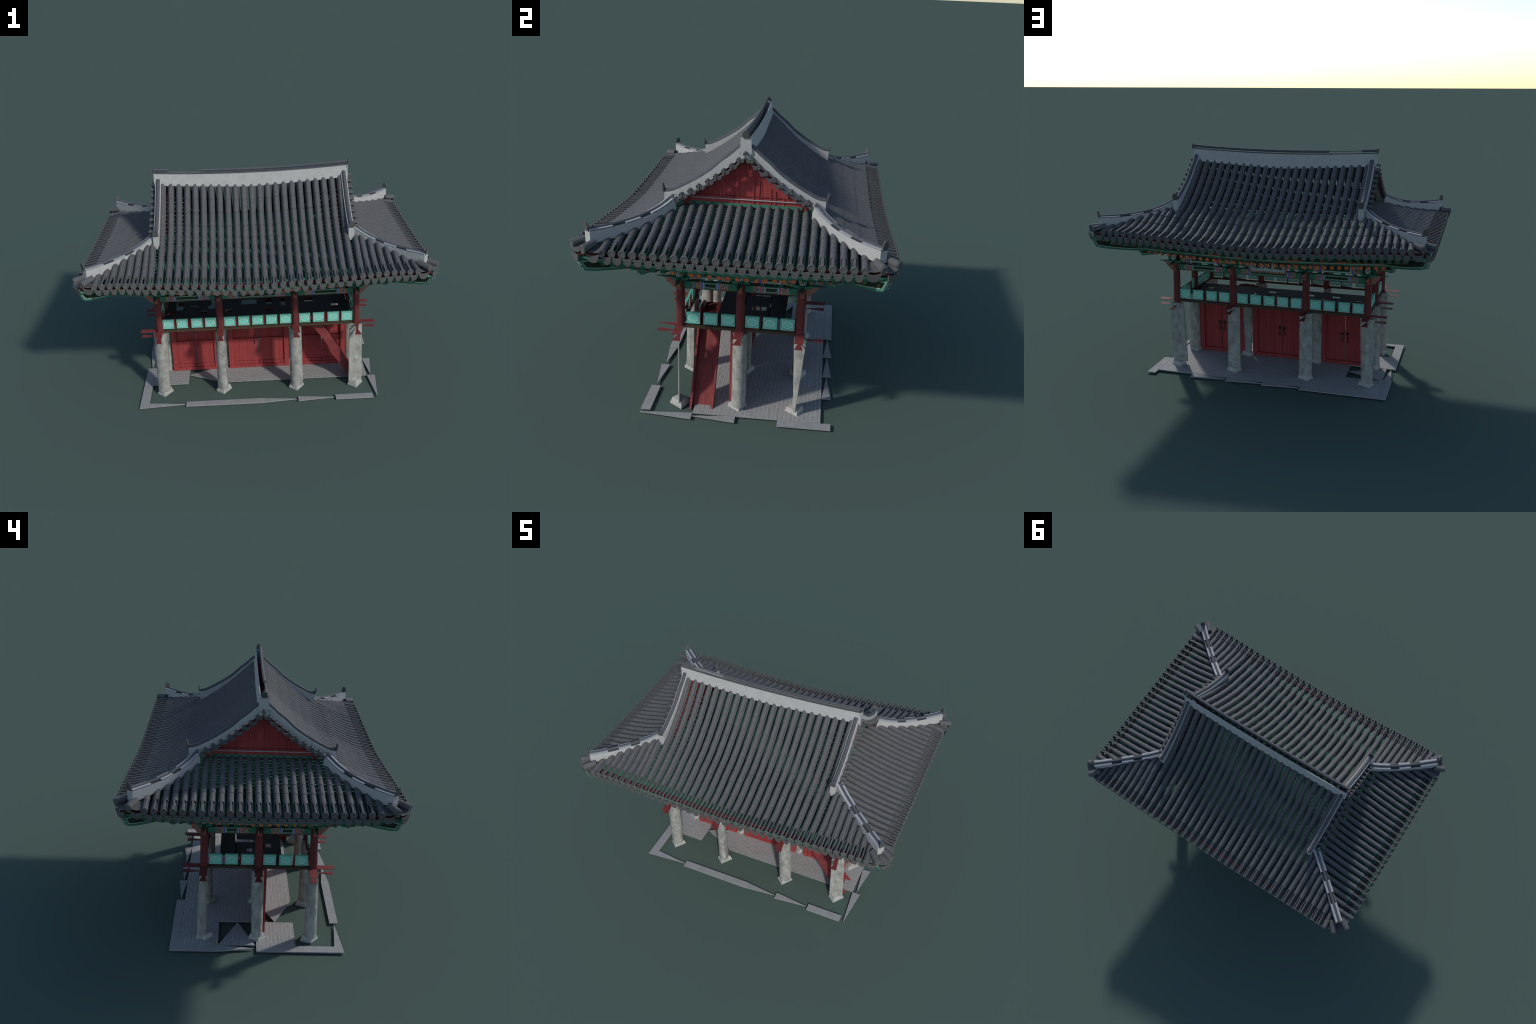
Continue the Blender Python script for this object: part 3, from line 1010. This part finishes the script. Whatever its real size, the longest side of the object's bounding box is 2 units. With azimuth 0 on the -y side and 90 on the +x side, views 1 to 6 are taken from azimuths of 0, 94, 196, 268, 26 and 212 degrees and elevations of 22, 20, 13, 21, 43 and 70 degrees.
for s in (-1, 1):
    for a, b in ((-XP, -0.229), (-0.229, 0.229), (0.229, XP)):
        beam_run(a + 0.019, b - 0.019, "x", s * YP, 0.637, 0.673, s, 0)
        purlin_run(a + 0.012, b - 0.012, "x", s * 0.289)
    for a, b in ((-YP, 0.0), (0.0, YP)):
        beam_run(a + 0.019, b - 0.019, "y", s * XP, 0.637, 0.673, s, 0)
        purlin_run(a + 0.014, b - 0.014, "y", s * 0.602)

def bracket(x, y, d):
    """carved bracket on a post: blossom block, capital, tongue dropping outward, scroll plate"""
    ang = math.atan2(d[1], d[0]) - math.pi / 2
    bu = Build()
    bu.span((-0.018, -0.03, 0.698), (0.018, 0.044, 0.745), GREEN_DK)
    bu.span((-0.040, -0.02, 0.684), (0.040, 0.030, 0.698), GREEN)
    # drooping tongue
    top = [(-0.009, 0.020, 0.690), (0.009, 0.020, 0.690), (0.009, 0.050, 0.700), (-0.009, 0.050, 0.700)]
    bu.hexa([(-0.008, 0.022, 0.640), (0.008, 0.022, 0.640), (0.008, 0.030, 0.640), (-0.008, 0.030, 0.640)], top, GREEN_DK)
    o = bu.obj("bracket", root)
    o.location = (x, y, 0); o.rotation_euler = (0, 0, ang)
    bu = Build()
    n = 12
    c = [(0.0175 * math.cos(2 * math.pi * i / n), 0.0195 * math.sin(2 * math.pi * i / n)) for i in range(n)]
    bu.hexa([(u, 0, v) for u, v in c], [(u, 0.003, v) for u, v in c], EMBLEM)
    e = bu.obj("blossom_emblem", o)
    e.location = (0, 0.0435, 0.722)
    bu = Build()
    prof = [(0.016, 0.630), (0.036, 0.638), (0.048, 0.654), (0.062, 0.664), (0.068, 0.678), (0.084, 0.686), (0.016, 0.688)]
    bu.hexa([(-0.0095, u, v) for u, v in prof], [(0.0095, u, v) for u, v in prof], SCROLL)
    bu.obj("scroll_plate", o)
    bu = Build()
    bu.hexa([(-0.012, 0.02, 0.6875), (0.012, 0.02, 0.6875), (0.003, 0.112, 0.6860), (-0.003, 0.112, 0.6860)],
            [(-0.012, 0.02, 0.6925), (0.012, 0.02, 0.6925), (0.003, 0.112, 0.6885), (-0.003, 0.112, 0.6885)], GREEN_DK)
    bu.obj("wing_plate", o)
for x, y in POSTS:
    if abs(y) > 0.1:
        bracket(x, y, (0, math.copysign(1, y)))
    if abs(x) > 0.5:
        bracket(x, y, (math.copysign(1, x), 0))

# name board hanging under the rear eave
bu = Build()
rot = Matrix.Rotation(math.radians(14), 3, "X")
bu.box((0, 0, 0), (0.215, 0.006, 0.082), BOARD_WHITE)
for sx_ in (-1, 1):
    bu.box((sx_ * 0.112, 0.001, 0), (0.012, 0.010, 0.100), PATTERN)
for sz in (-1, 1):
    bu.box((0, 0.001, sz * 0.0455), (0.212, 0.010, 0.010), PATTERN)
nb = bu.obj("name_board", root)
nb.location = (0, 0.322, 0.712)
nb.rotation_euler = (math.radians(-14), 0, 0)
for i, ch in enumerate("\u93ae\u6d77\u6a13"):
    fc = bpy.data.curves.new("board_letter", "FONT")
    fc.body = ch
    fc.size = 0.062
    fc.align_x = "CENTER"; fc.align_y = "CENTER"
    fc.extrude = 0.0006
    fc.offset = 0.0004
    tmp = bpy.data.objects.new("tmp", fc)
    scene.collection.objects.link(tmp)
    bpy.context.view_layer.update()
    me = bpy.data.meshes.new_from_object(tmp.evaluated_get(bpy.context.evaluated_depsgraph_get()))
    bpy.data.objects.remove(tmp)
    me.materials.clear(); me.materials.append(INK)
    put("board_letter", me, nb, ((-0.068, 0, 0.068)[i], 0.0042, 0), (math.pi / 2, 0, math.pi))

# ------------------------------------------------------------------ railing
def panel_mesh():
    bu = Build()
    bu.span((-0.0335, -0.005, -0.029), (0.0335, 0.005, 0.027), TEAL)
    bu.span((-0.034, -0.006, 0.0270), (0.034, 0.007, 0.0295), TEAL)
    o = bu.obj("railing_panel", None); me = o.data
    bpy.data.objects.remove(o)
    return me
PANEL = panel_mesh()
def rail(axis, const, sgn):
    ang = {("x", -1): 0, ("x", 1): math.pi, ("y", 1): math.pi / 2, ("y", -1): -math.pi / 2}[(axis, sgn)]
    if axis == "x":
        cs = [-0.545, -0.4605, -0.371, -0.287] + [-0.170, -0.085, 0.0, 0.085, 0.170] + [0.287, 0.371, 0.4605, 0.545]
    else:
        cs = [-0.2265, -0.1425, -0.0580, 0.0580, 0.1425, 0.2265]
    inner = const - sgn * 0.010
    bu = Build()
    for i, c in enumerate(cs):
        loc = (c, const, 0.4810) if axis == "x" else (const, c, 0.4810)
        put("railing_panel", PANEL, root, loc, (0, 0, ang))
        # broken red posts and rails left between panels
        def sp(lo, hi):
            if axis == "y":
                lo, hi = (lo[1], lo[0], lo[2]), (hi[1], hi[0], hi[2])
            bu.span(lo, hi, RED)
        k = rnd.random()
        if k < 0.5:
            u = c + 0.0385
            sp((u - 0.004, inner - 0.004, 0.440), (u + 0.004, inner + 0.004, 0.512))
        if k < 0.45:
            z = 0.4465
            q = [(c - 0.032, z), (c + 0.036, z - 0.006), (c + 0.036, z + 0.004)]
            f = lambda u, w, v: (u, v, w) if axis == "x" else (v, u, w)
            bu.hexa([f(u, w, const - 0.004) for u, w in q], [f(u, w, const + 0.004) for u, w in q], RED)
        if k > 0.5:
            sp((c - 0.034, inner - 0.003, 0.4995), (c + 0.010, inner + 0.002, 0.504))
    bu.obj("railing_post", root)
    bu = Build()
    spans = [(-XP, -0.229), (-0.229, 0.229), (0.229, XP)] if axis == "x" else [(-YP, 0), (0, YP)]
    for a, b in spans:
        lo, hi = (a + 0.018, const - 0.012, 0.4320), (b - 0.018, const + 0.012, 0.4445)
        if axis == "y":
            lo, hi = (lo[1], lo[0], lo[2]), (hi[1], hi[0], hi[2])
        bu.span(lo, hi, SILL)
    bu.obj("railing_sill", root)
for s in (-1, 1):
    rail("x", s * 0.2855, s)
    rail("y", s * 0.5985, s)

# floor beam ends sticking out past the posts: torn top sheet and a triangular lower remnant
def beam_end(x, y, d, kind=0):
    ang = math.atan2(d[1], d[0]) - math.pi / 2
    bu = Build()
    w = 0.0205
    if kind == 1:      # only a pointed sliver of the top sheet is left
        tp = [(-w, 0.0), (w, 0.0), (w * 0.2, 0.114)]
        bu.hexa([(u, v, 0.4405) for u, v in tp], [(u, v, 0.4425) for u, v in tp], RED_ARM)
    elif kind == 0:
        bu.hexa([(-w, 0.0, 0.4405), (w, 0.0, 0.4405), (w, 0.114, 0.4405), (-w, 0.114, 0.4405)],
                [(-w, 0.0, 0.4425), (w, 0.0, 0.4425), (w, 0.114, 0.4425), (-w, 0.114, 0.4425)], RED_ARM)
    tri = [(-0.002, 0.012), (w, 0.110), (-w * 0.95, 0.110)]
    bu.hexa([(u, v, 0.4075) for u, v in tri], [(u, v, 0.4092) for u, v in tri], RED_ARM)
    o = bu.obj("beam_end", root)
    o.location = (x, y, 0); o.rotation_euler = (0, 0, ang)
for x, y in POSTS:
    if abs(y) > 0.1:
        beam_end(x, y, (0, math.copysign(1, y)), 0 if x < 0.5 else (1 if y < 0 else 2))
    if abs(x) > 0.5:
        beam_end(x, y, (math.copysign(1, x), 0))

# ------------------------------------------------------------------ upper deck, with missing boards
def deck_plate(x0, x1, y0, y1):
    bu = Build()
    bu.span((x0, y0, 0.434), (x1, y1, 0.440), DECK)
    bu.obj("deck_board", root)
def deck_row(y0, y1, x0, x1, holes):
    xs_ = [x0]
    for h in holes:
        xs_ += [h[0], h[1]]
    xs_.append(x1)
    for a, b in zip(xs_[::2], xs_[1::2]):
        if b - a > 0.004:
            deck_plate(a, b, y0, y1)
    for h in holes:
        if len(h) > 2:
            if y0 < h[2] - 0.003:
                deck_plate(h[0] + 0.0005, h[1] - 0.0005, y0, h[2])
            if h[3] < y1 - 0.003:
                deck_plate(h[0] + 0.0005, h[1] - 0.0005, h[3], y1)
deck_row(-0.130, -0.014, -0.583, 0.583, [(-0.575, -0.527, -0.074, -0.022), (-0.373, -0.319, -0.077, -0.026), (-0.203, -0.162, -0.075, -0.019),
                                         (0.051, 0.103, -0.078, -0.027), (0.476, 0.524, -0.073, -0.015)])
deck_row(-0.009, 0.118, -0.583, 0.583, [(-0.524, -0.478), (-0.430, -0.380, 0.03, 0.06), (-0.314, -0.270), (-0.10, 0.0, 0.030, 0.110), (0.060, 0.100, 0.02, 0.10), (0.157, 0.185), (0.309, 0.368, 0.03, 0.105)])
deck_row(0.124, 0.205, -0.465, 0.445, [(-0.292, -0.282), (-0.195, -0.140), (0.02, 0.128), (0.251, 0.262)])
bu = Build()
for x0, x1 in ((-0.52, -0.30), (0.05, 0.20), (0.30, 0.44)):
    bu.span((x0, 0.115, 0.405), (x1, 0.128, 0.430), RED_DARK)
    bu.span((x0 - 0.1, -0.016, 0.405), (x1 - 0.06, -0.006, 0.430), RED_DARK)
bu.obj("deck_joist", root)

# ------------------------------------------------------------------ stair
prof = [(0.640, 0.006), (0.578, 0.094), (0.513, 0.212), (0.440, 0.335), (0.400, 0.392), (0.362, 0.418), (0.325, 0.424), (0.270, 0.424)]
bu = Build()
y0, y1 = -0.224, -0.130
bu.ring_loft([[(x - 0.030, y0, max(0.006, z - 0.014)), (x - 0.030, y1, max(0.006, z - 0.014)), (x - 0.038, y1, max(0.002, z - 0.020)), (x - 0.038, y0, max(0.002, z - 0.020))] for x, z in prof], RED_STAIR)
st = bu.obj("stair", root)
for ya, yb in ((-0.235, -0.225), (-0.129, -0.119)):
    bu = Build()
    dx = 0.048 if ya < -0.2 else 0.034
    top = 0.0 if ya < -0.2 else 0.012
    bu.ring_loft([[(x + 0.002 - top, ya, z + 0.004), (x + 0.002 - top, yb, z + 0.004), (x - dx, yb, z - 0.014), (x - dx, ya, z - 0.014)]
                  if i else [(x + 0.006, ya, 0.003), (x + 0.006, yb, 0.003), (x - dx - 0.008, yb, 0.003), (x - dx - 0.008, ya, 0.003)]
                  for i, (x, z) in enumerate(prof)], RED_STAIR)
    bu.obj("stair_stringer", st)

# ------------------------------------------------------------------ doors in the middle wall
def door_bay(x0, x1, gap):
    bu = Build()
    for a, b in ((x0, x0 + 0.030), (x1 - 0.030, x1)):
        bu.span((a, -0.028, 0.010), (b, 0.024, 0.415), DOOR)
    bu.span((x0 + 0.030, -0.026, 0.012), (x1 - 0.030, 0.022, 0.034), DOOR)
    bu.span((x0 + 0.030, -0.026, 0.392), (x1 - 0.030, 0.022, 0.415), DOOR)
    fr = bu.obj("door_frame", root)
    fr.location.y = -0.020
    mid = (x0 + x1) / 2
    for a, b, sgn in ((x0 + 0.030, mid - gap / 2, 1), (mid + gap / 2, x1 - 0.030, -1)):
        bu = Build()
        bu.span((a + 0.0005, -0.008, 0.035), (b, 0.008, 0.391), DOOR)
        # thicker lower field toward the front with a ledge, and rails
        bu.span((a + 0.0005, -0.016, 0.058), (b - 0.002, -0.007, 0.226), DOOR)
        bu.span((a + 0.0005, -0.020, 0.208), (b - 0.002, -0.015, 0.226), DOOR)
        bu.span((a + 0.0005, -0.020, 0.036), (b - 0.002, -0.007, 0.056), DOOR)
        leaf = bu.obj("door_leaf", fr)
        edge = b if sgn == 1 else a
        bu = Build()
        bu.span((edge - sgn * 0.018 - 0.003, -0.028, 0.190), (edge - sgn * 0.018 + 0.003, -0.018, 0.246), DOOR)
        bu.obj("door_bolt", leaf)
        # rear ring pull: boss, hanging bar, ring
        cx = edge - sgn * 0.014
        bu = Build()
        n = 10
        for cz, r in ((0.214, 0.0095),):
            c = [(cx + r * math.cos(2 * math.pi * i / n), cz + r * math.sin(2 * math.pi * i / n)) for i in range(n)]
            bu.hexa([(u, 0.008, v) for u, v in c], [(u, 0.013, v) for u, v in c], IRON)
        bu.span((cx - 0.002, 0.0085, 0.178), (cx + 0.002, 0.012, 0.206), IRON)
        for i in range(n):
            a0, a1 = 2 * math.pi * i / n, 2 * math.pi * (i + 1) / n
            q = [(cx + rr * math.cos(t), zz, 0.168 + 1.3 * rr * math.sin(t)) for t, rr, zz in ((a0, 0.0085, 0.009), (a1, 0.0085, 0.009), (a1, 0.0065, 0.009), (a0, 0.0065, 0.009))]
            bu.hexa(q, [(u, 0.012, v) for u, _, v in q], IRON)
        bu.obj("door_handle", leaf)
door_bay(-0.567, -0.262, 0.005)
door_bay(-0.197, 0.197, 0.004)
door_bay(0.262, 0.567, 0.006)

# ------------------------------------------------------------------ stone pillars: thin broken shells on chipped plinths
def pillar(cx, cy, bottom, top, closed=True, zt=0.425):
    """bottom/top: plan outlines (offsets); open outlines make a bent stone sheet"""
    bu = Build()
    q = [(-0.051, -0.014), (-0.004, -0.055), (0.046, 0.012), (-0.028, 0.045)]
    def rg(f, z):
        return [(cx + f * u, cy + f * v, z) for u, v in q]
    bu.ring_loft([rg(1, 0.0), rg(1, 0.012), rg(0.86, 0.014)], PLINTH)
    bu.ring_loft([rg(0.90, 0.0145), rg(0.88, 0.020), rg(0.76, 0.036)], PLINTH)
    bu.obj("plinth", root)
    bu = Build()
    zb = 0.030
    if closed:
        levels = []
        for k in range(6):
            t = k / 5
            levels.append([(cx + lerp(b[0], a[0], t), cy + lerp(b[1], a[1], t), lerp(zb, zt, t)) for b, a in zip(bottom, top)])
        bu.ring_loft(levels, STONE)
    else:
        th = 0.004
        def offs(poly):
            out = []
            for i, p in enumerate(poly):
                a = Vector(poly[max(0, i - 1)]); b = Vector(poly[min(len(poly) - 1, i + 1)])
                d = (b - a).normalized()
                out.append((p[0] - d.y * th, p[1] + d.x * th))
            return out
        ob, ot = offs(bottom), offs(top)
        ring_b = [(cx + u, cy + v, zb) for u, v in bottom] + [(cx + u, cy + v, zb) for u, v in reversed(ob)]
        ring_t = [(cx + u, cy + v, zt) for u, v in top] + [(cx + u, cy + v, zt) for u, v in reversed(ot)]
        bu.ring_loft([ring_b, ring_t], STONE)
    bu.obj("stone_pillar", root, 50)

def poly(r, angs):
    return [(r * math.cos(math.radians(a)), r * math.sin(math.radians(a))) for a in angs]
HEX = [10, 70, 130, 190, 250, 310]
def block(x0, x1, y0, y1, skew=0.0):
    """ten-sided outline inside the given extents, a chipped half-round shaft"""
    xm, ym, hx, hy = (x0 + x1) / 2, (y0 + y1) / 2, (x1 - x0) / 2, (y1 - y0) / 2
    out = []
    for i in range(10):
        a = 2 * math.pi * i / 10 + 0.35
        k = 1.0 + 0.05 * math.cos(3 * a + 40 * x0)
        out.append((min(max(xm + hx * 1.02 * k * math.cos(a) + skew * (math.sin(a) < -0.5), x0), x1),
                    min(max(ym + hy * 1.02 * k * math.sin(a), y0), y1)))
    return out
pillar(-0.60, -0.287, block(-0.046, 0.034, -0.044, 0.027), block(-0.041, 0.042, -0.034, 0.025))
pillar(-0.229, -0.287, block(-0.042, 0.026, -0.044, 0.030, 0.012), block(-0.034, 0.018, -0.038, 0.028))
pillar(0.229, -0.287, block(-0.040, 0.041, -0.042, 0.026), block(-0.042, 0.036, -0.040, 0.026))
pillar(0.60, -0.287, [(-0.045, -0.018), (-0.010, -0.013), (0.020, -0.008), (0.040, -0.001)], [(-0.042, -0.020), (-0.010, -0.015), (0.018, -0.010), (0.037, -0.004)], closed=False)
pillar(-0.60, 0.0, block(-0.044, 0.036, -0.034, 0.028), block(-0.038, 0.040, -0.032, 0.035))
pillar(-0.229, 0.0, block(-0.036, 0.036, -0.030, 0.024), block(-0.038, 0.036, -0.030, 0.024))
pillar(0.229, 0.0, block(-0.024, 0.018, -0.020, 0.024), block(-0.036, 0.036, -0.024, 0.028))
pillar(0.60, 0.0, block(-0.034, 0.042, -0.032, 0.040), block(-0.036, 0.042, -0.032, 0.041))
pillar(-0.60, 0.287, block(-0.046, 0.024, -0.018, 0.038), block(-0.044, 0.040, -0.020, 0.022))
pillar(-0.229, 0.287, block(-0.042, 0.038, -0.034, 0.024), block(-0.040, 0.036, -0.034, 0.022))
pillar(0.229, 0.287, block(-0.042, 0.040, -0.036, 0.014), block(-0.040, 0.038, -0.034, 0.012))
pillar(0.60, 0.287, [(0.030, -0.010), (0.037, -0.006), (0.037, 0.001), (-0.054, -0.008), (-0.054, -0.018)], [(0.010, -0.026), (0.024, -0.016), (0.034, 0.034), (-0.044, 0.022), (-0.050, 0.012)])

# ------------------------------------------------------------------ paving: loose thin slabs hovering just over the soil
X = [-0.745, -0.690, -0.461, -0.230, 0.0, 0.227, 0.456, 0.685, 0.738]
Y = [-0.469, -0.421, -0.212, 0.0, 0.205, 0.414, 0.463]
Z0, Z1 = 0.0055, 0.0112
def slab(poly_, mat):
    bu = Build()
    bu.plate(poly_, Z0, Z1, mat)
    bu.obj("paving_slab" if mat is BRICK else "kerb_slab", root)
slab([(X[0], Y[0]), (X[1], Y[1]), (X[1], Y[3]), (X[0], Y[3])], SLAB)
slab([(X[0] + 0.001, Y[0]), (-0.467, -0.446), (X[1] + 0.0005, Y[1])], SLAB)
slab([(X[2], Y[0]), (X[4], Y[0]), (0.217, -0.446), (X[4], Y[1]), (X[2], Y[1])], SLAB)
slab([(X[5], Y[0]), (0.445, -0.445), (X[5], Y[1])], SLAB)
slab([(X[6], Y[0]), (X[7], Y[0]), (X[7], Y[1]), (X[6], Y[1])], SLAB)
slab([(0.711, -0.467), (X[8], Y[2]), (X[7] + 0.001, Y[2])], SLAB)
slab([(0.711, -0.207), (X[8], Y[3]), (X[7] + 0.001, Y[3])], SLAB)
slab([(X[7] + 0.001, Y[4]), (X[8], Y[4]), (X[8], Y[6]), (X[7] + 0.001, Y[6])], SLAB)
for xa in (X[4], X[5], X[6]):
    slab([(xa - 0.0005, Y[5] + 0.001), (xa - 0.003, Y[6]), (xa - 0.226, 0.438)], SLAB)
slab([(X[0], Y[5] + 0.001), (X[3] - 0.003, Y[5] + 0.001), (X[3] - 0.003, Y[6]), (X[0], Y[6])], SLAB)
slab([(X[0], Y[4]), (X[1], Y[4]), (X[1], Y[5]), (X[0], Y[5])], SLAB)
slab([(X[0], Y[4] - 0.001), (-0.718, 0.010), (X[1], Y[4] - 0.001)], SLAB)
slab([(X[1] + 0.0005, Y[2]), (X[2], Y[2]), (X[2], Y[3]), (X[1] + 0.0005, Y[3])], BRICK)
slab([(X[1] + 0.002, Y[3] + 0.006), (X[2] - 0.004, 0.101), (X[1] + 0.002, Y[4] - 0.001)], BRICK)
slab([(-0.457, -0.108), (X[3], Y[2]), (X[3], Y[3])], BRICK)
slab([(X[3] + 0.0005, Y[2]), (X[7], Y[2]), (X[7], Y[3]), (X[3] + 0.0005, Y[3])], BRICK)
slab([(X[2], Y[3] + 0.0005), (X[7], Y[3] + 0.0005), (X[7], Y[4]), (X[2], Y[4])], BRICK)
slab([(X[1] + 0.0005, Y[4] + 0.0005), (X[7], Y[4] + 0.0005), (X[7], Y[5]), (X[1] + 0.0005, Y[5])], BRICK)
